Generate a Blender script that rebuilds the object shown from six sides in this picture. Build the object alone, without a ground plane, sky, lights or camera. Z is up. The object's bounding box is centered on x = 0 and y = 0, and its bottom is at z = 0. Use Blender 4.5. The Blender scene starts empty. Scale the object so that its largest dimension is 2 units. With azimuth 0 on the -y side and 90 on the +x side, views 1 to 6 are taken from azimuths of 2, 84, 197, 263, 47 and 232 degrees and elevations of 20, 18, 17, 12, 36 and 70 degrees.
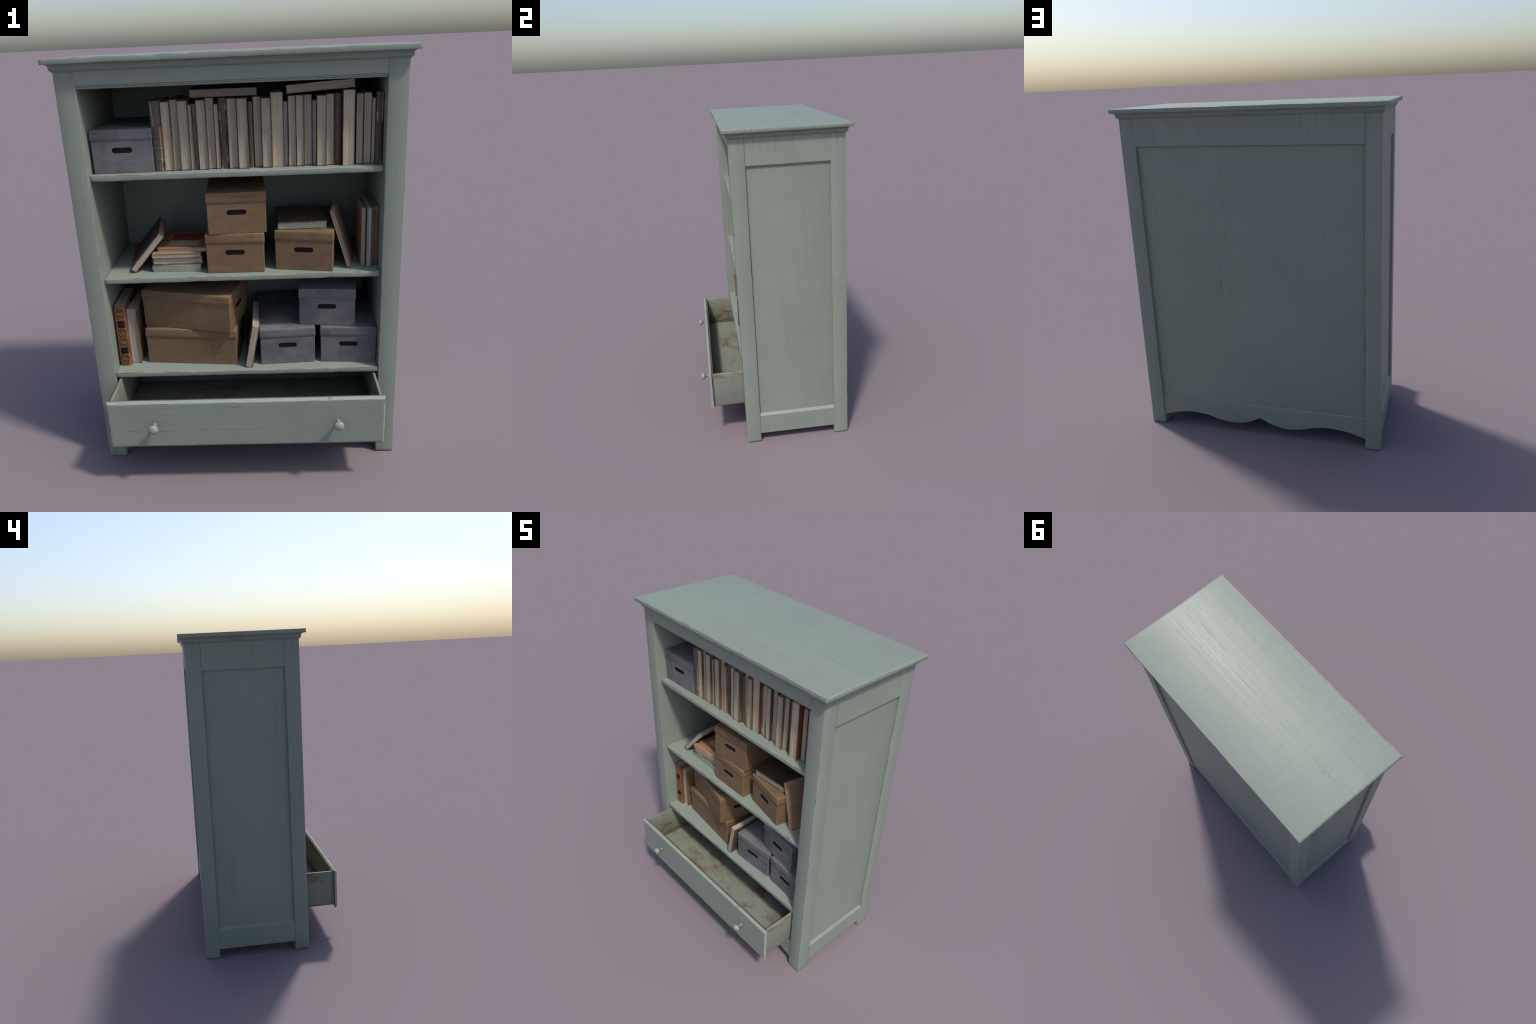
import bpy, math, random
from mathutils import Vector, Matrix

# ------------------------------------------------------------------ helpers
def lin(h):
    """sRGB hex -> linear RGBA"""
    c = [int(h[i:i + 2], 16) / 255 for i in (0, 2, 4)]
    return tuple(x / 12.92 if x <= .04045 else ((x + .055) / 1.055) ** 2.4 for x in c) + (1,)

class NT:
    """tiny node-tree builder"""
    def __init__(s, name):
        s.m = bpy.data.materials.new(name); s.m.use_nodes = True
        s.t = s.m.node_tree; s.t.nodes.clear()
        s.out = s.n('ShaderNodeOutputMaterial'); s.b = s.n('ShaderNodeBsdfPrincipled')
        s.l(s.b.outputs[0], s.out.inputs[0])
    def n(s, kind, **kw):
        x = s.t.nodes.new(kind)
        for k, v in kw.items(): setattr(x, k, v)
        return x
    def l(s, a, b): s.t.links.new(a, b)
    def set(s, sock, v):
        if isinstance(v, bpy.types.NodeSocket): s.l(v, sock)
        else: sock.default_value = v
    def coords(s, jitter=0.0):
        c = s.n('ShaderNodeTexCoord').outputs['Object']
        if jitter:
            r = s.n('ShaderNodeObjectInfo').outputs['Random']
            k = s.math('MULTIPLY', r, jitter)
            a = s.n('ShaderNodeVectorMath', operation='ADD')
            s.l(c, a.inputs[0]); s.l(k, a.inputs[1]); c = a.outputs[0]
        return c
    def scale(s, vec, sc):
        m = s.n('ShaderNodeMapping'); s.l(vec, m.inputs[0]); m.inputs['Scale'].default_value = sc
        return m.outputs[0]
    def noise(s, vec, scale=1, detail=4, rough=.55, dist=0):
        x = s.n('ShaderNodeTexNoise'); s.l(vec, x.inputs['Vector'])
        x.inputs['Scale'].default_value = scale; x.inputs['Detail'].default_value = detail
        x.inputs['Roughness'].default_value = rough; x.inputs['Distortion'].default_value = dist
        return x.outputs['Fac']
    def math(s, op, a, b=0.0, clamp=False):
        x = s.n('ShaderNodeMath', operation=op, use_clamp=clamp)
        s.set(x.inputs[0], a); s.set(x.inputs[1], b); return x.outputs[0]
    def ramp(s, f, lo, hi, a=0.0, b=1.0):
        x = s.n('ShaderNodeMapRange', interpolation_type='SMOOTHSTEP')
        s.set(x.inputs[0], f)
        for i, v in enumerate((lo, hi, a, b)): x.inputs[1 + i].default_value = v
        return x.outputs[0]
    def mix(s, f, a, b):
        x = s.n('ShaderNodeMix', data_type='RGBA')
        s.set(x.inputs[0], f); s.set(x.inputs[6], a); s.set(x.inputs[7], b); return x.outputs[2]
    def bump(s, h, strength=.3, dist=.001):
        x = s.n('ShaderNodeBump'); s.set(x.inputs['Height'], h)
        x.inputs['Strength'].default_value = strength; x.inputs['Distance'].default_value = dist
        s.l(x.outputs[0], s.b.inputs['Normal'])
    def done(s, col, rough=.6, spec=.5):
        s.set(s.b.inputs['Base Color'], col); s.set(s.b.inputs['Roughness'], rough)
        s.b.inputs['Specular IOR Level'].default_value = spec
        return s.m

# ---------------------------------------------------------------- materials
SAGE, SAGE2 = (.221, .256, .213, 1), (.205, .238, .199, 1)
BROWN = (.095, .050, .033, 1)
RAW = (.225, .155, .098, 1)

def stretch(axis, along, across):
    return tuple(along if a == axis else across for a in 'XYZ')

def paint_colour(k, c, axis, cracks=()):
    """sage paint over wood grain: returns colour, height"""
    grain = k.noise(k.scale(c, stretch(axis, 1.9, 58)), 1, 4, .55, .55)
    fine = k.noise(k.scale(c, stretch(axis, 5, 280)), 1, 3, .6, .2)
    # long cracks in the paint that follow single growth rings, broken into dots and dashes
    ridge = k.noise(k.scale(c, stretch(axis, .22, 26)), 1, 1, .5, .25)
    line = k.ramp(k.math('ABSOLUTE', k.math('SUBTRACT', ridge, .5)), .001, .0095, 1, 0)
    dash = k.ramp(k.noise(k.scale(c, stretch(axis, 26, 40)), 1, 3), .48, .60)
    gate = k.ramp(k.noise(k.scale(c, stretch(axis, .9, 6)), 1, 2), .42, .60)
    line = k.math('MULTIPLY', k.math('MULTIPLY', line, gate), k.math('ADD', .18, k.math('MULTIPLY', dash, .82)))
    specks = k.ramp(k.noise(k.scale(c, stretch(axis, 24, 230)), 1, 2), .70, .80)
    soft = k.noise(c, 2.6, 4, .6)
    stain = k.ramp(k.noise(k.scale(c, stretch(axis, 2.0, 12)), 1, 4, .65), .58, .82)
    hair = k.noise(c, 9, 2, .5, 1.2)                       # wandering hairline scratches
    hair = k.ramp(k.math('ABSOLUTE', k.math('SUBTRACT', hair, .5)), .0015, .005, 1, 0)
    hair = k.math('MULTIPLY', hair, k.ramp(k.noise(c, 6, 3), .55, .68))
    col = k.mix(k.ramp(soft, .3, .7), SAGE, SAGE2)
    col = k.mix(k.math('MULTIPLY', k.ramp(grain, .45, .70), .10), col, (.13, .155, .135, 1))
    col = k.mix(k.math('MULTIPLY', stain, .09), col, (.165, .145, .105, 1))
    col = k.mix(k.math('MULTIPLY', line, .38), col, (.100, .090, .070, 1))
    col = k.mix(k.math('MULTIPLY', specks, .16), col, (.095, .075, .060, 1))
    col = k.mix(k.math('MULTIPLY', hair, .20), col, (.12, .095, .07, 1))
    if axis == 'Z':                                        # rusty runs below the cornice and scuffs at the feet
        z = k.n('ShaderNodeSeparateXYZ'); k.l(k.n('ShaderNodeTexCoord').outputs['Object'], z.inputs[0])
        streak = k.ramp(k.noise(k.scale(c, stretch(axis, 1.4, 48)), 1, 3, .6), .50, .70)
        where = k.math('MAXIMUM', k.ramp(z.outputs[2], 1.78, 1.945), k.ramp(z.outputs[2], .16, .0, 0, .8))
        col = k.mix(k.math('MULTIPLY', k.math('MULTIPLY', streak, where), .30), col, (.125, .092, .062, 1))
    for y0, amount in cracks:                              # long cracks at known places across a board
        y = k.n('ShaderNodeSeparateXYZ'); k.l(k.n('ShaderNodeTexCoord').outputs['Object'], y.inputs[0])
        wob = k.noise(k.scale(k.n('ShaderNodeTexCoord').outputs['Object'], (2.2, .01, .01)), 1, 3)
        d = k.math('ABSOLUTE', k.math('SUBTRACT', y.outputs[1], k.math('ADD', y0 - .012, k.math('MULTIPLY', wob, .024))))
        t = k.math('MULTIPLY', k.ramp(d, .0004, .0014, 1, 0), k.ramp(k.noise(k.scale(c, (7, 3, 3)), 1, 4, .6), .40, .62))
        col = k.mix(k.math('MULTIPLY', t, amount), col, (.110, .092, .070, 1))
    rise = k.ramp(k.noise(k.scale(c, stretch(axis, .8, 3.2)), 1, 2), .36, .66, .25, 1.25)   # grain stands out in some bands only
    h = k.math('ADD', k.math('MULTIPLY', grain, rise), k.math('MULTIPLY', fine, .16))
    h = k.math('SUBTRACT', h, k.math('MULTIPLY', line, .6))
    return col, h

_paint = {}
def paint(axis, cracks=()):
    key = (axis, cracks)
    if key in _paint: return _paint[key]
    k = NT('sage_paint_grain_' + axis.lower())
    c = k.coords(7.0)
    col, h = paint_colour(k, c, axis, cracks)
    k.bump(h, .36, .0026)
    rough = k.ramp(k.noise(k.scale(c, stretch(axis, 1.5, 60)), 1, 3), .3, .7, .45, .50)
    _paint[key] = k.done(col, rough, .45)
    return _paint[key]

_edge = {}
def worn_edge(axis, amount=.5):
    key = (axis, amount)
    if key in _edge: return _edge[key]
    k = NT('worn_paint_edge_' + axis.lower())
    c = k.coords(7.0)
    n = k.noise(k.scale(c, stretch(axis, 9, 120)), 1, 4, .65)
    m = k.noise(k.scale(c, stretch(axis, 2.0, 5)), 1, 2)
    f = k.math('ADD', k.math('MULTIPLY', n, .6), k.math('MULTIPLY', m, .4))
    f = k.ramp(f, .56 - amount * .12, .62 - amount * .12)
    col = k.mix(k.math('MULTIPLY', f, .85), (.236, .278, .240, 1), BROWN)
    k.bump(n, .3, .002)
    _edge[key] = k.done(col, .5, .4)
    return _edge[key]

def crease_paint():
    """mouldings: paint with brown rubbed through in thin lengthwise lines"""
    k = NT('moulding_paint'); c = k.coords(3)
    n = k.noise(k.scale(c, (7, 7, 130)), 1, 4, .6)
    col = k.mix(k.math('MULTIPLY', k.ramp(n, .54, .68), .5), SAGE2, (.095, .070, .054, 1))
    k.bump(n, .25, .0015)
    return k.done(col, .5, .4)

def drawer_paint(axis, cover, top_band=None):
    """paint flaking off to bare brown wood inside and on the sides of the drawer"""
    k = NT('flaked_drawer_paint'); c = k.coords(5)
    col, h = paint_colour(k, c, axis)
    big = k.noise(k.scale(c, stretch(axis, 6, 9)), 1, 7, .66, .2)
    fib = k.noise(k.scale(c, stretch(axis, 14, 70)), 1, 4, .6)
    f = k.math('ADD', k.math('MULTIPLY', big, .72), k.math('MULTIPLY', fib, .28))
    if top_band:        # outside rubbed towards the lip where hands pull, inside worn bare towards the floor
        z = k.n('ShaderNodeSeparateXYZ'); k.l(k.n('ShaderNodeTexCoord').outputs['Object'], z.inputs[0])
        out = k.ramp(k.math('ABSOLUTE', z.outputs[0]), .6320, .6355)
        up = k.ramp(z.outputs[2], top_band[0], top_band[1], 0, .13)
        low = k.ramp(z.outputs[2], top_band[1] - .03, .25, 0, .17)
        f = k.math('ADD', f, k.math('ADD', k.math('MULTIPLY', out, up), k.math('MULTIPLY', k.math('SUBTRACT', 1.0, out), low)))
    col = k.mix(.45, col, (.162, .160, .124, 1))
    f1 = k.ramp(f, cover, cover + .14)
    f2 = k.ramp(f, cover + .07, cover + .17)
    col = k.mix(k.math('MULTIPLY', f1, .70), col, (.165, .128, .092, 1))
    col = k.mix(k.math('MULTIPLY', f2, .7), col, (.118, .080, .052, 1))
    k.bump(k.math('SUBTRACT', h, k.math('MULTIPLY', f1, .8)), .35, .002)
    return k.done(col, .6, .35)

def raw_wood(axis, tint=1.0):
    k = NT('bare_wood'); c = k.coords(5)
    g = k.noise(k.scale(c, stretch(axis, 4, 90)), 1, 5, .6)
    col = k.mix(k.ramp(g, .35, .65), tuple(x * tint for x in RAW[:3]) + (1,), tuple(x * tint * .55 for x in RAW[:3]) + (1,))
    k.bump(g, .3, .001)
    return k.done(col, .7, .3)

def porcelain():
    k = NT('knob_paint'); c = k.coords()
    g = k.noise(k.scale(c, (40, 8, 160)), 1, 3)
    col = k.mix(k.ramp(g, .4, .7), (.262, .304, .270, 1), (.196, .230, .204, 1))
    k.bump(g, .15, .001)
    return k.done(col, .5, .4)

def card(name, a, b, dark):
    """box board: fine horizontal fibre and cloudy scuffs"""
    k = NT(name); c = k.coords(3)
    fib = k.noise(k.scale(c, (9, 9, 330)), 1, 4, .6)
    cloud = k.noise(c, 11, 5, .6)
    scuff = k.noise(k.scale(c, (6, 6, 26)), 1, 5, .65)
    col = k.mix(k.ramp(cloud, .35, .68), a, b)
    col = k.mix(k.math('MULTIPLY', k.ramp(fib, .45, .7), .40), col, dark)
    col = k.mix(k.math('MULTIPLY', k.ramp(scuff, .55, .75), .35), col, dark)
    k.bump(fib, .2, .0008)
    return k.done(col, .72, .3)

def card_edge(name, a, b):
    k = NT(name); c = k.coords(3)
    n = k.noise(c, 60, 4, .6)
    return k.done(k.mix(k.ramp(n, .45, .65), a, b), .75, .3)

def pages(name, a, b, dark):
    """leaf edges: lines that run across the thickness (local x)"""
    k = NT(name); c = k.coords(4)
    s1 = k.noise(k.scale(c, (420, 5, 5)), 1, 3, .6)
    s2 = k.noise(k.scale(c, (130, 2.5, 2.5)), 1, 2, .5)
    blot = k.noise(c, 16, 4, .6)
    col = k.mix(k.ramp(s2, .35, .65), a, b)
    col = k.mix(k.math('MULTIPLY', k.ramp(s1, .48, .66), .62), col, dark)
    col = k.mix(k.math('MULTIPLY', k.ramp(blot, .55, .75), .22), col, dark)
    k.bump(s1, .35, .001)
    return k.done(col, .8, .25)

def leather(name, a, b, worn, amount, rough=.5, along=2.0):
    """book cloth / leather rubbed through to a lighter board"""
    k = NT(name); c = k.coords(6)
    g = k.noise(c, 220, 3, .6)
    cloud = k.noise(c, 14, 4, .6)
    col = k.mix(k.ramp(cloud, .35, .65), a, b)
    sc = k.noise(k.scale(c, (26, 26, 26 / along)), 1, 5, .7, .3)
    t = .74 - amount * .25
    col = k.mix(k.ramp(sc, t, t + .04), col, worn)
    k.bump(g, .25, .0006)
    return k.done(col, rough, .4)

def plain(name, col, rough=.6, spec=.3, var=.0):
    k = NT(name)
    if var:
        c = k.coords(3); n = k.noise(c, 90, 4, .6)
        d = tuple(x * (1 - var) for x in col[:3]) + (1,)
        return k.done(k.mix(k.ramp(n, .35, .65), col, d), rough, spec)
    return k.done(col, rough, spec)

# ------------------------------------------------------------- mesh helpers
def obj_from(name, verts, faces, mats, fm=None, parent=None, smooth=40, flat0=False):
    me = bpy.data.meshes.new(name)
    me.from_pydata([tuple(v) for v in verts], [], faces)
    for m in mats: me.materials.append(m)
    if fm: me.polygons.foreach_set('material_index', fm)
    import bmesh
    bm = bmesh.new(); bm.from_mesh(me)
    bmesh.ops.recalc_face_normals(bm, faces=bm.faces)
    bm.to_mesh(me); bm.free()
    me.polygons.foreach_set('use_smooth', [len(p.vertices) <= 4 and not (flat0 and p.material_index == 0) for p in me.polygons])
    me.set_sharp_from_angle(angle=math.radians(smooth))
    o = bpy.data.objects.new(name, me)
    bpy.context.collection.objects.link(o)
    if parent: o.parent = parent
    return o

def empty(name, parent=None, matrix=None, label=None, category=None):
    o = bpy.data.objects.new(name, None); o.empty_display_size = .05
    bpy.context.collection.objects.link(o)
    if parent: o.parent = parent
    if matrix is not None: o.matrix_world = matrix
    if label: o['label'] = label; o['category'] = category
    return o

def loft(rings, ring_mat=None, cap=True, close=True):
    """rings: list of equal-length loops -> verts, faces, material indices (ring_mat per ring segment)"""
    n = len(rings[0]); V = [p for r in rings for p in r]; F = []; M = []
    for i in range(len(rings) - 1):
        for j in range(n if close else n - 1):
            j2 = (j + 1) % n
            F.append((i * n + j, i * n + j2, (i + 1) * n + j2, (i + 1) * n + j))
            M.append(ring_mat(i, j) if ring_mat else 0)
    if cap:
        F.append(tuple(range(n))[::-1]); M.append(0)
        F.append(tuple((len(rings) - 1) * n + j for j in range(n))); M.append(0)
    return V, F, M

def wear_curve(rng, length, base, wob, chips):
    """corner radius along an edge: slow wobble plus a few chips"""
    ph = [(rng.uniform(0, 6.28), rng.uniform(4, 40), rng.uniform(.3, 1)) for _ in range(6)]
    ck = [(rng.uniform(0, length), rng.uniform(.006, .022), rng.uniform(.5, 1.6)) for _ in range(int(chips * length))]
    def f(t):
        s = sum(a * math.sin(p + w * t) for p, w, a in ph) / 3
        r = base * max(.35, 1 + wob * s)
        for c, w, a in ck: r += base * a * math.exp(-((t - c) / w) ** 2)
        return r
    return f

AX = {'X': (0, 1, 2), 'Y': (1, 2, 0), 'Z': (2, 0, 1)}

def board(name, lo, hi, axis, parent, bevel=.0022, wob=.5, chips=2.5, seed=0, mats=None, amount=.5, step=.012, endbev=None):
    """plank with softened, knocked-about long edges"""
    rng = random.Random(seed * 7919 + 13)
    a, u, v = AX[axis]
    L = hi[a] - lo[a]
    fs = [wear_curve(rng, L, bevel, wob, chips) for _ in range(4)]
    eb = endbev if endbev is not None else bevel
    n = max(2, int(L / step))
    ts = [0, eb] + [eb + (L - 2 * eb) * i / n for i in range(1, n)] + [L - eb, L]
    rings = []
    for i, t in enumerate(ts):
        ins = eb if i in (0, len(ts) - 1) else 0
        ring = []
        for k, (su, sv) in enumerate(((0, 0), (1, 0), (1, 1), (0, 1))):
            r = min(fs[k](t), .45 * min(hi[u] - lo[u], hi[v] - lo[v]))
            cu = (lo[u] + ins) if su == 0 else (hi[u] - ins); cv = (lo[v] + ins) if sv == 0 else (hi[v] - ins)
            du = 1 if su == 0 else -1; dv = 1 if sv == 0 else -1
            pts = [(cu, cv + dv * r), (cu + du * r * .29, cv + dv * r * .29), (cu + du * r, cv)]
            if k in (1, 3): pts.reverse()
            for pu, pv in pts:
                p = [0, 0, 0]; p[a] = lo[a] + t; p[u] = pu; p[v] = pv
                ring.append(tuple(p))
        rings.append(ring)
    last = len(rings) - 2
    V, F, M = loft(rings, lambda i, j: 1 if (j % 3 != 2 or i in (0, last)) else 0)
    return obj_from(name, V, F, mats or [paint(axis), worn_edge(axis, amount)], M, parent, 50, True)

def prism(name, section, axis, t0, t1, parent, mats, step=.02, jitter=0, seed=0, smooth=4):
    """extrude a closed 2D section (u,v) along an axis; section may be a function of t"""
    rng = random.Random(seed)
    a, u, v = AX[axis]; n = max(1, int((t1 - t0) / step)); rings = []
    ph = [(rng.uniform(0, 6), rng.uniform(8, 60)) for _ in range(4)]
    for i in range(n + 1):
        t = t0 + (t1 - t0) * i / n
        sec = section(t) if callable(section) else section
        ring = []
        for q, (pu, pv) in enumerate(sec):
            w = jitter * sum(math.sin(p + f * t + q * 1.7) for p, f in ph) / 2
            p = [0, 0, 0]; p[a] = t; p[u] = pu + w * .5; p[v] = pv + w; ring.append(tuple(p))
        rings.append(ring)
    V, F, M = loft(rings)
    return obj_from(name, V, F, mats, M, parent, smooth)

# ================================================================ BOOKCASE
PX, PF, PB, PW = .7421, -.2129, .4469, .0878      # outer faces of the posts and post width
IX = PX - PW                                      # inner face of posts
ROOF = 1.944
case = empty('painted_bookcase', label='sage green distressed wooden bookcase with three shelves and open drawer', category='bookcase')

MOULD = crease_paint()
seed = 1
for sx in (-1, 1):
    for y0, y1 in ((PF, PF + PW), (PB - PW, PB)):
        xs = sorted((sx * IX, sx * PX))
        board('post', (xs[0], y0, 0), (xs[1], y1, ROOF + .003), 'Z', case, .0022, .6, 3, seed, amount=.22); seed += 1

# top slab and crown moulding under it
board('top_board', (-.7798, -.2485, 1.9772), (.7798, .482, 2.0), 'X', case, .0019, .5, 4, seed, amount=.46, endbev=.0018, mats=[paint('X', ((-.124, .5), (-.030, .4), (.055, .2), (.205, .45), (.258, .4), (.385, .25))), worn_edge('X', .46)]); seed += 1

def crown():
    prof = [(-.004, ROOF - .0006), (.0015, ROOF), (.010, ROOF + .0085), (.0112, ROOF + .0095), (.0112, ROOF + .0185)]
    for i in range(1, 8):                                   # cove
        a = math.pi / 2 * i / 7
        prof.append((.0112 + .0115 * (1 - math.cos(a)), ROOF + .0195 + .0115 * math.sin(a)))
    prof += [(.0235, ROOF + .0335), (-.01, ROOF + .0337)]
    rings = []
    for off, z in prof:
        x, y0, y1 = PX + off, PF - off, PB + off
        c = [(-x, y0), (x, y0), (x, y1), (-x, y1)]
        ring = []
        for i in range(4):
            (ax, ay), (bx, by) = c[i], c[(i + 1) % 4]
            for s in range(40):
                f = s / 40
                w = .0006 * math.sin(f * 37 + i * 2 + z * 900) + .0004 * math.sin(f * 91 + z * 500)
                ring.append((ax + (bx - ax) * f, ay + (by - ay) * f, z + w))
        rings.append(ring)
    V, F, M = loft(rings)
    return obj_from('crown_moulding', V, F, [MOULD], M, case, 30)
crown()

# side frames: panel, upper rail and lower rail with sloped inner edges
RX = .7287                                       # outer face of the recessed side panel
for sx in (-1, 1):
    xs = sorted((sx * (IX + .002), sx * RX))
    board('side_panel', (xs[0], PF + PW - .004, .0595), (xs[1], PB - PW + .004, ROOF + .001), 'Z', case, .001, .2, 0, seed); seed += 1
    xs = sorted((sx * (IX - .0003), sx * (IX + .004)))
    board('side_lining', (xs[0], PF + .0052, .2135), (xs[1], .362, ROOF + .0005), 'Z', case, .0003, .3, 0, seed, amount=.1); seed += 1
    def rail_sec(pts):
        # (u,v) for axis Y is (z, x)
        return [(z, sx * x) for x, z in pts]
    prism('side_rail', rail_sec([(RX - .006, ROOF + .001), (PX - .0004, ROOF + .001), (PX - .0004, 1.7935), (PX - .0018, 1.7912), (RX, 1.7800), (RX - .006, 1.7795)]),
          'Y', PF + PW + .0008, PB - PW - .0008, case, [paint('Z')], .012, 0, seed); seed += 1
    prism('side_rail', rail_sec([(RX - .006, .0585), (PX - .0016, .0582), (PX - .0004, .060), (PX - .0004, .1855), (PX - .0018, .1878), (RX, .2018), (RX - .006, .2022)]),
          'Y', PF + PW + .0008, PB - PW - .0008, case, [paint('Z')], .012, 0, seed); seed += 1

# back: recessed panel with rail above
BY = .4331
board('back_panel', (-IX - .003, .3605, .196), (IX + .003, BY, ROOF + .001), 'Z', case, .001, .2, 0, seed); seed += 1
prism('back_rail', [(BY - .006, ROOF + .001), (PB + .0012, ROOF + .001), (PB + .0012, 1.7925), (PB - .0002, 1.7905), (BY, 1.7815), (BY - .006, 1.781)],
      'X', -IX + .0008, IX - .0008, case, [paint('Z')], .012, 0, seed); seed += 1
# front top rail with two small steps along its lower edge
F0 = PF + .0004
prism('top_rail', [(F0 + .035, ROOF + .001), (F0, ROOF + .001), (F0, 1.8885), (F0 + .0012, 1.8868), (F0 + .0045, 1.8862), (F0 + .0035, 1.8845),
                   (F0 + .0035, 1.8812), (F0 + .0045, 1.880), (F0 + .0075, 1.8795), (F0 + .0065, 1.878), (F0 + .0068, 1.8735), (F0 + .010, 1.8715), (F0 + .035, 1.8715)],
      'X', -IX + .0008, IX - .0008, case, [paint('X')], .012, 0, seed, 4); seed += 1

# scalloped aprons, front and back
SCALLOP = [(0, .1154), (.030, .0985), (.065, .0808), (.1315, .0637), (.170, .0598), (.196, .0596), (.235, .0640), (.290, .0756), (.338, .0900),
           (.388, .0972), (.450, .1008), (.520, .0945), (.575, .0830), (.620, .0705), (.660, .0590)]
def scallop(x):
    x = abs(x)
    for i in range(len(SCALLOP) - 1):
        if SCALLOP[i][0] <= x <= SCALLOP[i + 1][0]:
            p = [SCALLOP[max(0, i - 1)], SCALLOP[i], SCALLOP[i + 1], SCALLOP[min(len(SCALLOP) - 1, i + 2)]]
            t = (x - p[1][0]) / (p[2][0] - p[1][0]); h = p[2][0] - p[1][0]
            m0 = (p[2][1] - p[0][1]) / (p[2][0] - p[0][0]) * h; m1 = (p[3][1] - p[1][1]) / (p[3][0] - p[1][0]) * h
            return ((2 * t ** 3 - 3 * t * t + 1) * p[1][1] + (t ** 3 - 2 * t * t + t) * m0 + (3 * t * t - 2 * t ** 3) * p[2][1] + (t ** 3 - t * t) * m1)
    return SCALLOP[-1][1]
for face, d in ((.4388, 1), (PF + .0075, -1)):
    def sec(x, face=face, d=d):
        zb = scallop(x) + .0004
        return [(face - d * .020, zb), (face - d * .0015, zb), (face, zb + .0015), (face, .1872), (face - d * .0022, .1890), (face - d * .0008, .1908),
                (face - d * .0012, .1965), (face - d * .004, .2005), (face - d * .008, .2025), (face - d * .020, .2030)]
    prism('apron', sec, 'X', -IX + .0006, IX - .0006, case, [paint('X')], .008, 0, seed, 14); seed += 1
board('bottom_board', (-IX, PF + .022, .2035), (IX, .37, .2135), 'X', case, .001, .2, 0, seed); seed += 1

# shelves
S1, S2, S3 = 1.4965, .9985, .4985
for top, front, th in ((S1, -.1885, .0258), (S2, -.1875, .0250), (S3, -.2085, .0245)):
    board('shelf', (-IX + .0007, front, top - th), (IX - .0007, .361, top), 'X', case, .0023, .6, 5, seed, mats=[paint('X', ((round(front + .021, 4), .55), (round(front + .040, 4), .4))), worn_edge('X', .52)]); seed += 1

# ------------------------------------------------------------------ drawer
drawer = empty('drawer', case)
def bevelled_front():
    """thick drawer front: flat face, wide worn bevel all round"""
    rng = random.Random(5)
    y0, y1, y2 = -.4287, -.4178, -.4107
    x1, zb, zt = .6532, .2160, .4695
    ix, ib, it = .6465, .2262, .4600
    nx, nz = 150, 30
    def loop(x, b, t, y, amp):
        pts = []
        for i in range(nx): pts.append((-x + 2 * x * i / nx, y, b))
        for i in range(nz): pts.append((x, y, b + (t - b) * i / nz))
        for i in range(nx): pts.append((x - 2 * x * i / nx, y, t))
        for i in range(nz): pts.append((-x, y, t - (t - b) * i / nz))
        if amp:
            ph = [(rng.uniform(0, 6), rng.uniform(.08, .9)) for _ in range(7)]
            out = []
            for i, (px, py, pz) in enumerate(pts):
                w = amp * sum(math.sin(p + f * i) for p, f in ph) / 3 + amp * .8 * (rng.random() - .5)
                dz = 1 if abs(pz - t) < 1e-6 else (-1 if abs(pz - b) < 1e-6 else 0)
                dx = 0 if dz else (1 if px > 0 else -1)
                out.append((px + dx * w, py, pz + dz * w))
            pts = out
        return pts
    rings = [loop(ix - .002, ib + .002, it - .002, y0, 0), loop(ix, ib, it, y0 + .0006, .0009), loop(x1 - .0012, zb + .0012, zt - .0014, y1 - .0016, .0004),
             loop(x1, zb, zt, y1, .0004), loop(x1, zb, zt, y2 - .002, 0), loop(x1 - .001, zb + .001, zt - .001, y2, 0)]
    V, F, M = loft(rings, lambda i, j: 3 if i == 4 else (1 if i == 0 else 2), cap=False)
    n = 2 * (nx + nz)
    for base, y in ((0, y0), (5 * n, y2)):                 # flat faces as a regular grid
        g = {}
        for i in range(nx): g[(i, 0)] = base + i; g[(nx - i, nz)] = base + nx + nz + i
        for i in range(nz): g[(nx, i)] = base + nx + i; g[(0, nz - i)] = base + 2 * nx + nz + i
        x_, b_, t_ = (ix - .002, ib + .002, it - .002) if base == 0 else (x1 - .001, zb + .001, zt - .001)
        for i in range(1, nx):
            for j in range(1, nz):
                g[(i, j)] = len(V); V.append((-x_ + 2 * x_ * i / nx, y, b_ + (t_ - b_) * j / nz))
        for i in range(nx):
            for j in range(nz):
                F.append((g[(i, j)], g[(i + 1, j)], g[(i + 1, j + 1)], g[(i, j + 1)])); M.append(0)
    light = NT('worn_bevel_paint'); c = light.coords(2)
    n = light.noise(light.scale(c, (9, 9, 60)), 1, 4)
    bev = light.done(light.mix(light.ramp(n, .68, .74), (.245, .292, .255, 1), BROWN), .5, .4)
    return obj_from('drawer_front', V, F, [paint('X'), worn_edge('X', .60), bev, raw_wood('X', .55)], M, drawer, 25, True)
bevelled_front()
DS = drawer_paint('Y', .54, (.36, .47))
DI = drawer_paint('X', .465)
TAN = raw_wood('Y')
LIP = worn_edge('Y', .35)
DZ = .4640
for sx in (-1, 1):
    xs = sorted((sx * .6283, sx * .6402))
    board('drawer_side', (xs[0], -.4006, .2405), (xs[1], .1300, DZ), 'Y', drawer, .0016, .4, 2, seed, mats=[DS, worn_edge('Y', .30)]); seed += 1
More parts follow.
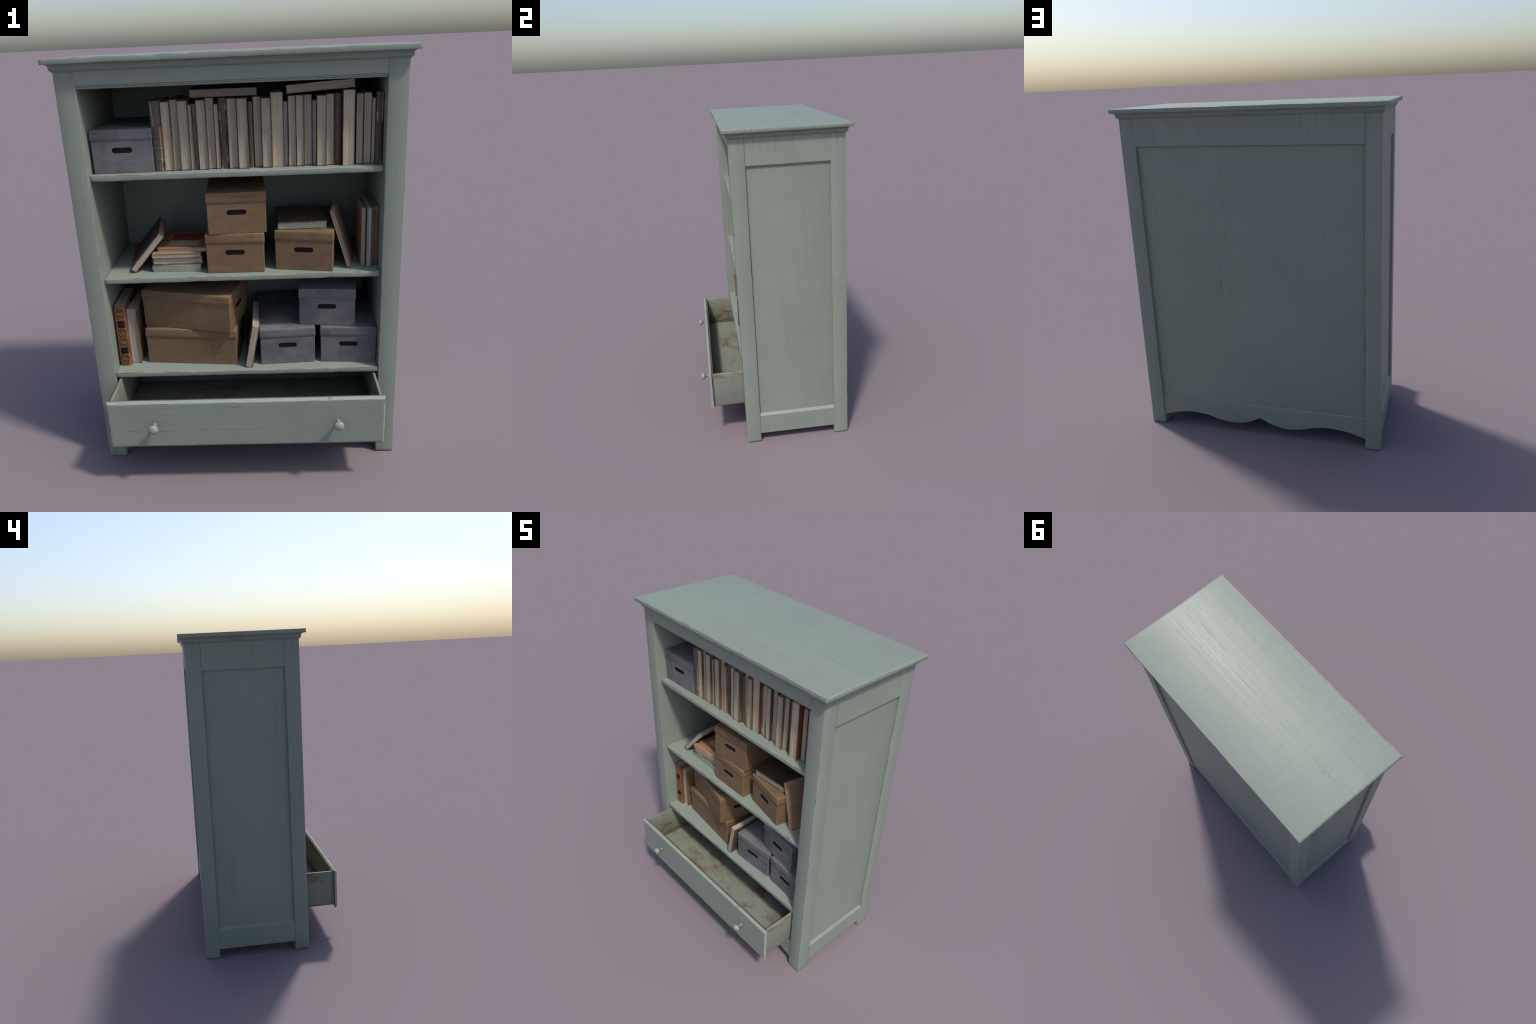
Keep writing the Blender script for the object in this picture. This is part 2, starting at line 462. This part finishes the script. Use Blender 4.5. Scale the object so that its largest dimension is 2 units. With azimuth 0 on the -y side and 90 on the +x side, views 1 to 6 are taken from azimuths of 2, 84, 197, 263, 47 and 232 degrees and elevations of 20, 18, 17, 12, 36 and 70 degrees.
board('drawer_box_front', (-.6404, -.4106, .2335), (.6404, -.4008, DZ + .001), 'X', drawer, .0014, .4, 2, seed, mats=[drawer_paint('X', .50), raw_wood('X', .7)]); seed += 1
board('drawer_lip', (-.6396, -.4104, DZ - .001), (.6396, -.4004, DZ + .0022), 'X', drawer, .0007, .3, 1, seed, mats=[raw_wood('X', .6)] * 2); seed += 1
board('drawer_back', (-.6282, .118, .2405), (.6282, .1298, DZ - .004), 'X', drawer, .0014, .4, 2, seed, mats=[DI, worn_edge('X', .5)]); seed += 1
board('drawer_floor', (-.6400, -.4006, .2325), (.6400, .1302, .2402), 'X', drawer, .0008, .3, 1, seed, mats=[TAN, TAN]); seed += 1
board('drawer_lining', (-.6282, -.4006, .2404), (.6282, .1178, .2440), 'X', drawer, .0006, .2, 0, seed, mats=[DI, DI]); seed += 1

KNOB = porcelain(); STEM = raw_wood('Y', 1.1)
def knob(x, z):
    y0 = -.4288
    prof = [(.0002, 0), (.0092, 0), (.0095, .0018), (.0078, .0042), (.0066, .0075), (.0064, .0110), (.0075, .0150), (.0085, .0185), (.0100, .0215)]
    cy, ry, rr = .0382, .0150, .0236
    for i in range(1, 22):
        a = math.pi * i / 22
        r, y = rr * math.sin(a), cy - ry * math.cos(a)
        if y < .0225 and r < .0101: continue
        prof.append((r, y))
    prof.append((.0002, cy + ry))
    n = 36
    rings = [[(x + r * math.cos(6.28318 * j / n), y0 - y, z + r * math.sin(6.28318 * j / n)) for j in range(n)] for r, y in prof]
    V, F, M = loft(rings, lambda i, j: 1 if 4 <= i <= 6 else 0)
    obj_from('knob', V, F, [KNOB, STEM], M, drawer, 50)
knob(.4342, .346); knob(-.4322, .346)

# ============================================================ STORAGE BOXES
KRAFT = [card('kraft_board', (.180, .116, .060, 1), (.146, .093, .049, 1), (.092, .058, .032, 1)), card_edge('kraft_board_edge', (.215, .142, .074, 1), (.18, .115, .058, 1))]
GREY = [card('grey_board', (.152, .150, .153, 1), (.102, .101, .105, 1), (.078, .077, .081, 1)), card_edge('grey_board_edge', (.155, .154, .158, 1), (.125, .124, .128, 1))]
HOLE = plain('handle_dark', (.012, .012, .014, 1), .85, .1)

def rounded_loop(hx, hy, z, r, seg=4):
    pts = []
    for cx, cy, a0 in ((hx - r, -hy + r, -90), (hx - r, hy - r, 0), (-hx + r, hy - r, 90), (-hx + r, -hy + r, 180)):
        for i in range(seg + 1):
            a = math.radians(a0 + 90 * i / seg)
            pts.append((cx + r * math.cos(a), cy + r * math.sin(a), z))
    return pts

BOX_W, BOX_L, BOX_H, LID = .2720, .4600, .1955, .0445
_box_mesh = {}
def storage_box(mats, key, origin, yaw, along_x=False, sag=0.0):
    """origin: bottom front-left corner seen from the front; yaw in degrees; handles in the short ends"""
    rot = math.radians(yaw)
    w, l = (BOX_L, BOX_W) if along_x else (BOX_W, BOX_L)
    R = Matrix.Rotation(rot, 4, 'Z')
    centre = Vector(origin) + R @ Vector((w / 2, l / 2, 0))
    M = Matrix.Translation(centre) @ R @ (Matrix.Rotation(math.radians(90), 4, 'Z') if along_x else Matrix.Identity(4))
    root = empty('storage_box', None, M, label=('brown kraft' if key == 'k' else 'slate grey') + ' cardboard storage box with lift off lid and slot handles', category='storage box')
    if key not in _box_mesh:
        hx, hy = BOX_W / 2, BOX_L / 2
        # body: tub with rounded corners, very slightly wider at the rim
        rings = [rounded_loop(hx - .0025, hy - .0025, .0004, .002), rounded_loop(hx - .0006, hy - .0006, .0010, .003), rounded_loop(hx, hy, .003, .0035)]
        for i in range(1, 7): rings.append(rounded_loop(hx + .0008 * i / 6, hy + .0008 * i / 6, .003 + (BOX_H - .012) * i / 6, .0035))
        V, F, FM = loft(rings, lambda i, j: 1 if (i == 0 or (j % 5 != 4 and j % 5 in (1, 2))) else 0)
        body = obj_from('box_body', V, F, mats, FM, None, 40)
        # slot handles are cut into both short ends
        slots = []
        for s in (-1, 1):
            r, half, zc = .0122, .0335, .1035
            lp = []
            for cx, a0 in ((half, -90), (-half, 90)):
                for i in range(13):
                    a = math.radians(a0 + 180 * i / 12); lp.append((cx + r * math.cos(a), zc + r * math.sin(a)))
            rg = [[(x, s * (hy + .01), z) for x, z in lp], [(x, s * (hy - .004), z) for x, z in lp]]
            V, F, FM = loft(rg); c = obj_from('slot_cutter', V, F, [HOLE], FM, None); slots.append(c)
        for c in slots:
            m = body.modifiers.new('slot', 'BOOLEAN'); m.operation = 'DIFFERENCE'; m.object = c; m.solver = 'EXACT'
            m.material_mode = 'TRANSFER'
        dg = bpy.context.evaluated_depsgraph_get(); dg.update()
        me = bpy.data.meshes.new_from_object(body.evaluated_get(dg)); me.name = 'box_body'
        me.polygons.foreach_set('use_smooth', [False] * len(me.polygons))
        bpy.data.objects.remove(body)
        for c in slots: bpy.data.objects.remove(c)
        # lid: tray flaring a little to its rim, open below
        a = [rounded_loop(hx + x, hy + x, BOX_H - z, rr) for x, z, rr in ((-.0015, 0, .002), (.0008, .0007, .003), (.0020, .0025, .004), (.0028, .015, .004), (.0034, .030, .004), (.0042, LID - .001, .004), (.0038, LID, .0038), (.0022, LID - .0002, .003), (.0012, .010, .002))]
        V, F, FM = loft(a, lambda i, j: 1 if (i in (0, 1, 5, 6) or (j % 5 in (1, 2))) else 0)
        lid = obj_from('box_lid', V, F, mats, FM, None, 40)
        lm = lid.data; bpy.data.objects.remove(lid)
        _box_mesh[key] = (me, lm)
    for nm, me in zip(('box_body', 'box_lid'), _box_mesh[key]):
        o = bpy.data.objects.new(nm, me); bpy.context.collection.objects.link(o); o.parent = root
    return root

storage_box(GREY, 'g', (-.6405, -.1490, S1), 1.0)
storage_box(KRAFT, 'k', (-.1608, -.1495, S2), -.6)
storage_box(KRAFT, 'k', (-.1446, -.1570, S2 + BOX_H), 2.8)
storage_box(KRAFT, 'k', (.1645, -.1215, S2), -10.6)
storage_box(KRAFT, 'k', (-.5032, -.1095, S3), -5.4, True)
storage_box(KRAFT, 'k', (-.5098, -.0715, S3 + BOX_H), -14.6, True)
storage_box(GREY, 'g', (.0755, -.1575, S3), 3.3)
storage_box(GREY, 'g', (.3768, -.1435, S3), -3.6)
storage_box(GREY, 'g', (.2738, -.1120, S3 + BOX_H), -6.6)

# =================================================================== BOOKS
CREAM = pages('cream_pages', (.43, .365, .262, 1), (.355, .30, .214, 1), (.25, .20, .14, 1))
PALE = pages('pale_pages', (.365, .322, .250, 1), (.30, .264, .206, 1), (.19, .162, .125, 1))
DUSTY = pages('dusty_pages', (.370, .322, .250, 1), (.305, .265, .208, 1), (.17, .146, .115, 1))
BLUE = pages('bluish_pages', (.39, .38, .385, 1), (.33, .322, .33, 1), (.18, .175, .18, 1))  # base colour lightened to offset shade in the narrow gaps between books
STONE = pages('greenish_grey_pages', (.33, .33, .255, 1), (.26, .26, .205, 1), (.15, .147, .12, 1))

TANW = (.38, .23, .125, 1)
def cover(name, a, b, worn=TANW, amount=.1, edge=None, rough=.5):
    m = leather(name, a, b, worn, amount, rough)
    e = leather(name + '_edge', edge or a, b, worn, .86 if edge is None else .7, rough, 4.0)
    return [m, e]
DARK = cover('dark_brown_leather', (.086, .054, .038, 1), (.062, .040, .029, 1), TANW, .22)
MAROON = cover('maroon_cloth', (.090, .036, .027, 1), (.070, .029, .022, 1), (.19, .095, .06, 1), .15)
RED = cover('red_leather', (.190, .058, .038, 1), (.145, .045, .030, 1), (.27, .12, .07, 1), .12)
TANC = cover('tan_cover', (.32, .165, .075, 1), (.265, .138, .064, 1), (.36, .22, .12, 1), .2, (.36, .20, .085, 1))
ROSE = cover('rose_tan_cover', (.370, .195, .098, 1), (.310, .165, .083, 1), (.50, .29, .14, 1), .2, (.50, .275, .125, 1))
BUFF = cover('buff_cover', (.285, .180, .120, 1), (.240, .150, .100, 1), (.42, .27, .16, 1), .15, (.42, .26, .15, 1))
GOLD = cover('ochre_cloth', (.150, .105, .045, 1), (.120, .086, .040, 1), (.24, .165, .075, 1), .35, (.24, .14, .055, 1))
OLIVE = cover('olive_cloth', (.120, .108, .064, 1), (.095, .088, .060, 1), (.16, .135, .065, 1), .3)
ASH = cover('ash_leather', (.100, .085, .074, 1), (.080, .068, .060, 1), (.34, .22, .13, 1), .16)
BLACK = cover('black_cloth', (.020, .018, .018, 1), (.016, .015, .015, 1), (.10, .06, .045, 1), .12)
DUN = cover('dun_cover', (.190, .105, .056, 1), (.155, .086, .047, 1), (.26, .16, .085, 1), .2)
BOARDGREY = cover('grey_green_cover', (.15, .15, .125, 1), (.12, .12, .10, 1), (.24, .22, .17, 1), .2)

def frame(origin, ydir, zdir):
    """book axes: y runs fore-edge to spine, z up the spine, x through the thickness"""
    y = Vector(ydir).normalized(); z = Vector(zdir).normalized()
    z = (z - y * z.dot(y)).normalized(); x = y.cross(z)
    M = Matrix((x, y, z)).transposed().to_4x4(); M.translation = Vector(origin)
    return M

bseed = [100]
def book(M, T, D, H, cov, pg, c=.0020, bulge=.10, lip=.0032, label='old hardback book', bands=0):
    bseed[0] += 1; rng = random.Random(bseed[0])
    root = empty('book', None, M, label=label, category='book')
    # case: boards and rounded spine as one U-shaped section swept up the height
    b = bulge * T; nA = 8
    def spine(x):                     # outer y of the spine at thickness x
        s = (2 * x / T - 1); return D - b * s * s
    outer = [(0, .0006), (0, D * .5), (0, D - b - .004)]
    for i in range(nA + 1):
        x = T * (.012 + .976 * i / nA); outer.append((x, spine(x) - (.0012 if i in (0, nA) else 0)))
    outer += [(T, D - b - .004), (T, D * .5), (T, .0006), (T - c * .3, 0), (T - c * .8, .0002), (T - c, .0008)]
    inner = [(T - c, D * .5), (T - c, D - b - c - .003)]
    for i in range(nA - 1, 0, -1):
        x = c + (T - 2 * c) * i / nA; inner.append((x, spine(x) - c))
    inner += [(c, D - b - c - .003), (c, D * .5), (c, .0008), (c * .8, .0002), (c * .3, 0)]
    sec = outer + inner; ns = len(sec)
    zs = [0, .0006] + [H * i / 14 for i in range(1, 14)] + [H - .0006, H]
    if bands:
        for q in range(1, bands + 1):
            z0 = H * q / (bands + 1); zs += [z0 - .004, z0 - .0025, z0 + .0025, z0 + .004]
        zs = sorted(set(round(z, 5) for z in zs))
    rings = []
    for z in zs:
        e = .0005 if z in (0, H) else 0
        lift = 0
        if bands: lift = .0016 if any(abs(z - H * q / (bands + 1)) < .003 for q in range(1, bands + 1)) else 0
        r = []
        for q, (x, y) in enumerate(sec):
            w = .0003 * math.sin(z * 130 + q)
            if lift and 3 <= q <= nA + 3: y += lift
            r.append((min(max(x, e), T - e), y + w, z))
        rings.append(r)
    no = len(outer)
    last = len(rings) - 2
    def fm(i, j):
        if j == ns - 1 or no - 4 <= j <= no + 0 or j >= ns - 4: return 1
        if i in (0, last) or j in (2, 3, 4, nA + 1, nA + 2, nA + 3): return 1
        return 0
    V, F, FM = loft(rings, fm)
    FM[-1] = FM[-2] = 1
    obj_from('cover', V, F, cov, FM, root, 40)
    # leaves: block set back from the boards, hollowed fore-edge, slightly uneven signatures
    nx = 14; rings = []
    hol = min(.004, .09 * T)
    sig = [rng.uniform(-.0005, .0005) for _ in range(nx + 1)]
    for z in (lip, lip + .0008, H * .33, H * .66, H - lip - .0008, H - lip):
        r = []
        for i in range(nx + 1):
            x = c + .0001 + (T - 2 * c - .0002) * i / nx; s = 2 * i / nx - 1
            r.append((x, lip + hol * (1 - s * s) + sig[i], z))
        for i in range(nx, -1, -1):
            x = c + .0001 + (T - 2 * c - .0002) * i / nx
            r.append((x, spine(x) - c - .0012, z))
        rings.append(r)
    V, F, FM = loft(rings)
    obj_from('pages', V, F, [pg], FM, root, 30)
    return root

UP, BACK = (0, 0, 1), (0, 1, 0)
# ---- top shelf row: (left, right, front y, height, cover, pages, spine to the front?)
row = [(-.3715, -.3215, -.122, .3125, ASH, PALE, 1), (-.3215, -.2820, -.119, .309, GOLD, CREAM, 0), (-.2818, -.2485, -.116, .316, MAROON, DUSTY, 0),
       (-.2480, -.2035, -.118, .310, GOLD, PALE, 0), (-.2030, -.1865, -.113, .292, TANC, BLUE, 0), (-.1860, -.1650, -.108, .293, OLIVE, DUSTY, 1),
       (-.1655, -.1245, -.116, .310, GOLD, PALE, 0), (-.1240, -.0885, -.110, .317, DUN, DUSTY, 0), (-.0870, -.0695, -.115, .291, TANC, BLUE, 0),
       (-.0685, -.0310, -.107, .3140, DARK, PALE, 1), (-.0305, .0130, -.112, .312, BLACK, PALE, 0), (.0140, .0605, -.116, .311, GOLD, PALE, 0),
       (.0610, .0830, -.103, .293, OLIVE, DUSTY, 1), (.0845, .1205, -.107, .315, DARK, DUSTY, 0), (.1210, .1632, -.117, .309, GOLD, PALE, 0),
       (.1635, .2180, -.117, .3290, RED, CREAM, 0), (.2185, .2385, -.105, .290, RED, BLUE, 0), (.2390, .2735, -.116, .314, DARK, DUSTY, 0),
       (.2738, .3085, -.122, .315, DARK, PALE, 0), (.3090, .3450, -.107, .315, MAROON, DUSTY, 0), (.3455, .3640, -.105, .290, GOLD, BLUE, 0),
       (.3645, .4068, -.124, .311, GOLD, PALE, 0), (.4070, .4415, -.118, .315, DUN, DUSTY, 0), (.4420, .4770, -.114, .3145, DARK, PALE, 1),
       (.4772, .5305, -.134, .3290, RED, CREAM, 0), (.5380, .5708, -.106, .312, MAROON, DUSTY, 0), (.5712, .6065, -.105, .314, MAROON, DUSTY, 0),
       (.6070, .6225, -.104, .291, TANC, BLUE, 0), (.6230, .6528, -.127, .3145, DARK, PALE, 1)]
rr = random.Random(4)
T_ok = lambda t: t > .03
for x0, x1, y, h, cv, pg, sp in row:
    x0, x1, y, h = .168 + (x0 - .168) * .9945, .168 + (x1 - .168) * .9945, y - (.025 if -.05 < x0 < .02 else .021 if -.1 < x0 < .16 else .0185), h - .0030
    if cv is GOLD and T_ok(x1 - x0): y -= .004             # the ochre books stand a little proud
    elif not sp and h < .32 and x0 < .5: y += .003
    if x0 > .53: y -= .006
    T = x1 - x0 - .0004; D = .235 if h < .3 else .240
    tall = h > .3
    lab = 'old book shelved with its spine showing' if sp else 'old book shelved with its page edges showing'
    if sp: M = frame((x0 + T, y + D, S1), (0, -1, 0), UP)
    else: M = frame((x0, y, S1), (0, 1, 0), UP)
    big = cv is RED and tall
    book(M, T, D, h, cv, pg, c=.0028 if big else .0021, bulge=.16 if sp else .1, lip=.0012 if big else .0034, label=lab, bands=5 if cv is ASH else 0)
# two books lying on the row
book(frame((-.1955, -.088, 1.8445), BACK, (1, 0, 0)), .0355, .238, .302, MAROON, DUSTY, label='old book lying flat on a row of books')
t = math.radians(3.3)
book(frame((.2305, -.130, 1.8505), BACK, (math.cos(t), 0, math.sin(t))), .0375, .240, .300, DARK, DUSTY, label='old book lying tilted on a row of books')

# ---- middle shelf
book(frame((-.3885, -.1015, 1.1925), (-.1486, -.0208, -.1706), (-.140, .988, 0)), .0315, .2290, .305, DARK, PALE, label='dark book leaning on a stack')
def flat(x, y, z, yaw, T, D, H, cv, pg, spine_left, lab, **kw):
    """book lying with its tail edge to the front; x,y is its front left corner"""
    a = math.radians(yaw); r = Vector((math.cos(a), math.sin(a), 0)); h = Vector((-math.sin(a), math.cos(a), 0))
    o = Vector((x, y, z))
    if spine_left: return book(frame(o + r * D + Vector((0, 0, T)), -r, h), T, D, H, cv, pg, label=lab, **kw)
    return book(frame(o, r, h), T, D, H, cv, pg, label=lab, **kw)
flat(-.4345, -.1130, S2, -.8, .0400, .2400, .300, BOARDGREY, STONE, True, 'thick grey book at the foot of a stack', lip=.001)
flat(-.4275, -.1165, S2 + .0402, 1.0, .0336, .2430, .300, DARK, PALE, True, 'dark leather book in a stack')
flat(-.4290, -.1200, S2 + .0740, .5, .0230, .2380, .285, ROSE, DUSTY, True, 'thin tan book in a stack')
topb = flat(-.4085, -.0930, S2 + .0972, -3.5, .0190, .2420, .283, ROSE, DUSTY, False, 'decorated red and tan book on top of a stack')

def plate(name, parent, rects, mat, lift, org, ux, vx, nx):
    """thin inlaid rectangles on a cover: rects in (u0,u1,v0,v1), org/axes in the book's own frame"""
    V, F = [], []
    for u0, u1, v0, v1 in rects:
        b = len(V)
        for hgt in (-.0002, lift):
            for u, v in ((u0, v0), (u1, v0), (u1, v1), (u0, v1)):
                V.append(org + ux * u + vx * v + nx * hgt)
        F += [(b, b + 3, b + 2, b + 1), (b + 4, b + 5, b + 6, b + 7), (b, b + 1, b + 5, b + 4), (b + 1, b + 2, b + 6, b + 5), (b + 2, b + 3, b + 7, b + 6), (b + 3, b, b + 4, b + 7)]
    o = obj_from(name, V, F, [mat], None, parent, 20); o['kind'] = 'stuff'
    return o
def ring_rects(m, w, W, H):
    return [(m, W - m, m, m + w), (m, W - m, H - m - w, H - m), (m, m + w, m + w, H - m - w), (W - m - w, W - m, m + w, H - m - w)]
org, ux, vx, nx = Vector((.0190, 0, 0)), Vector((0, 1, 0)), Vector((0, 0, 1)), Vector((1, 0, 0))
CW, CH = .2420, .283
INK_R = plain('red_print', (.290, .030, .028, 1), .55, .3, .25)
INK_M = plain('brick_print', (.30, .085, .052, 1), .6, .3, .25)
INK_O = plain('olive_print', (.125, .112, .078, 1), .6, .3, .25)
INK_C = plain('buff_print', (.42, .32, .20, 1), .6, .3, .2)
plate('cover_line', topb, ring_rects(.0105, .0022, CW, CH), INK_M, .00035, org, ux, vx, nx)
plate('cover_line', topb, ring_rects(.0170, .0080, CW, CH), INK_O, .00035, org, ux, vx, nx)
plate('cover_line', topb, ring_rects(.0280, .0035, CW, CH) + ring_rects(.0345, .0018, CW, CH) + ring_rects(.0390, .0018, CW, CH), INK_M, .00035, org, ux, vx, nx)
plate('cover_panel', topb, [(.0455, CW - .0455, .1160, CH - .0455)], INK_R, .0004, org, ux, vx, nx)
plate('cover_panel', topb, [(.0455, CW - .0455, .0455, .1150)], INK_C, .0004, org, ux, vx, nx)
u0, u1, v0, v1 = .0455, CW - .0455, .1160, CH - .0455
fine = [(u0 + (u1 - u0) * q / 5 - .0005, u0 + (u1 - u0) * q / 5 + .0005, v0, v1) for q in range(1, 5)]
fine.append((u0 + .042, u1 - .034, v0 + .045, v0 + .0462))
plate('cover_line', topb, fine, INK_M, .0007, org, ux, vx, nx)

flat(.1775, -.1150, S2 + BOX_H + .0006, 1.6, .0345, .2370, .290, DARK, PALE, True, 'dark worn leather book lying on a box')
book(frame((.5050, -.1370, S2 + .0045), (.20, .98, 0), (-.0842, .0138, .2755)), .0152, .235, .289, BUFF, DUSTY, label='thin tan book leaning on a box')
book(frame((.5705, -.1150, S2), (0, 1, 0), UP), .0200, .235, .2910, TANC, STONE, label='thin brown book standing upright')
book(frame((.5945, -.1275, S2), (.01, 1, 0), UP), .0215, .235, .291, TANC, BLUE, label='thin orange book standing upright')
book(frame((.6335, .1260, S2), (0, -1, 0), UP), .0150, .235, .290, BOARDGREY, STONE, label='thin grey green book standing upright')
book(frame((.6525, .1300, S2), (0, -1, 0), UP), .0185, .238, .2925, DUN, DUSTY, label='brown book standing upright')

# ---- bottom shelf
ornate = book(frame((-.5920, -.1360 + .250, S3), (.02, -1, 0), UP), .0575, .250, .3320, RED, DUSTY, c=.003, bulge=.05, label='red leather book with gilt decorated spine')
book(frame((-.5900, -.1150, S3), (.06, 1, 0), UP), .0490, .240, .3080, GOLD, PALE, c=.0026, label='ochre cloth book standing upright')
book(frame((.0412, -.1850, .7318), (-.0441, 0, -.2294), (-.02, 1, 0)), .0360, .2345, .308, DARK, PALE, label='dark book leaning on a grey box')

# gilt tooling on the red spine: ribbons laid on its surface
GILT = plain('worn_gilt', (.42, .215, .055, 1), .42, .5, .45)
INKD = plain('dark_label', (.022, .020, .026, 1), .6, .3, .2)
INKP = plain('plum_label', (.060, .022, .028, 1), .6, .3, .2)
T, D, H, bl = .0575, .250, .3320, .05 * .0575
def sy(x):
    s = 2 * x / T - 1; return D - bl * s * s
def patch(V, F, x0, x1, z0, z1, lift, n=8):
    b = len(V)
    for i in range(n + 1):
        x = x0 + (x1 - x0) * i / n
        for z in (z0, z1):
            V.append((x, sy(x) - .0006, z)); V.append((x, sy(x) + lift, z))
    for i in range(n):
        a = b + 4 * i; c2 = a + 4
        F += [(a + 1, c2 + 1, c2 + 3, a + 3), (a, a + 1, a + 3, a + 2) if i == 0 else (a + 1, a + 3, c2 + 3, c2 + 1), (a, c2, c2 + 1, a + 1), (a + 2, a + 3, c2 + 3, c2 + 2)]
def ribbon(V, F, pts, w, lift):
    b = len(V); n = len(pts)
    for i, (x, z) in enumerate(pts):
        p, q = pts[max(0, i - 1)], pts[min(n - 1, i + 1)]
        dx, dz = q[0] - p[0], q[1] - p[1]; l = math.hypot(dx, dz) or 1
        nx_, nz_ = -dz / l * w / 2, dx / l * w / 2
        for s in (1, -1):
            xx, zz = x + s * nx_, z + s * nz_
            V.append((xx, sy(xx) + lift, zz)); V.append((xx, sy(xx) - .0004, zz))
    for i in range(n - 1):
        a = b + 4 * i; c2 = a + 4
        F += [(a, a + 2, c2 + 2, c2), (a, c2, c2 + 1, a + 1), (a + 2, a + 3, c2 + 3, c2 + 2)]
def spine_part(name, V, F, mat):
    me = bpy.data.meshes.new(name); me.from_pydata(V, [], F); me.materials.append(mat)
    o = bpy.data.objects.new(name, me); bpy.context.collection.objects.link(o); o.parent = ornate; o['kind'] = 'stuff'
gV, gF, dV, dF, pV, pF = [], [], [], [], [], []
xa, xb = .0065, T - .0065
def frame_lines(z0, z1, w=.0013):
    patch(gV, gF, xa, xb, z0, z0 + w, .0007); patch(gV, gF, xa, xb, z1 - w, z1, .0007)
    patch(gV, gF, xa, xa + w, z0, z1, .0007, 1); patch(gV, gF, xb - w, xb, z0, z1, .0007, 1)
def ornament(z0, z1):
    patch(dV, dF, xa + .003, xb - .003, z0 + .003, z1 - .003, .0004)
    frame_lines(z0, z1)
    cx, cz = (xa + xb) / 2, (z0 + z1) / 2; hw, hh = (xb - xa) / 2 - .004, (z1 - z0) / 2 - .004
    for sx in (1, -1):
        for sz in (1, -1):
            ribbon(gV, gF, [(cx + sx * hw * q / 10, cz + sz * (hh * q / 10 + .0022 * math.sin(q * .63))) for q in range(11)], .0017, .0009)
            for k2, rad in ((.55, .0042), (.30, .0030)):                     # scrolls beside the diagonals
                ox, oz = cx + sx * hw * k2, cz + sz * hh * (k2 - .42 if k2 > .5 else k2 + .42)
                ribbon(gV, gF, [(ox + rad * (1 - q / 16) * math.cos(sx * q * .55), oz + rad * (1 - q / 16) * math.sin(sx * q * .55)) for q in range(13)], .0012, .0009)
    ribbon(gV, gF, [(cx + .0052 * math.cos(q * math.pi / 10), cz + .0052 * math.sin(q * math.pi / 10)) for q in range(21)], .0014, .0010)
    for s in (1, -1):
        ribbon(gV, gF, [(cx + .008 * math.cos(math.pi * q / 8), cz + s * (hh - .0075 + .006 * math.sin(math.pi * q / 8))) for q in range(9)], .0012, .0009)
        ribbon(gV, gF, [(cx + s * (hw - .0075 + .006 * math.sin(math.pi * q / 8)), cz + .007 * math.cos(math.pi * q / 8)) for q in range(9)], .0012, .0009)
def label(z0, z1, V, F):
    patch(V, F, xa + .003, xb - .003, z0 + .003, z1 - .003, .0006); frame_lines(z0, z1, .0017)
bands = [(.0165, 'o'), (.0665, 'd'), (.1120, 'o'), (.1610, 'o'), (.2120, 'p'), (.2665, 'o')]
tops = [.0625, .1080, .1570, .2080, .2580, .3155]
for (z0, kind), z1 in zip(bands, tops):
    if kind == 'o': ornament(z0, z1)
    else: label(z0, z1, *((dV, dF) if kind == 'd' else (pV, pF)))
for z0, z1 in ((.0030, .0120), (.3195, .3290)): patch(gV, gF, xa, xb, z0, z1, .0005)
for (z0, k_), z1 in zip(bands, tops): patch(gV, gF, .003, T - .003, z0 - .0026, z0 - .0018, .0005)
spine_part('gilt_tooling', gV, gF, GILT); spine_part('spine_label', dV, dF, INKD); spine_part('spine_label', pV, pF, INKP)
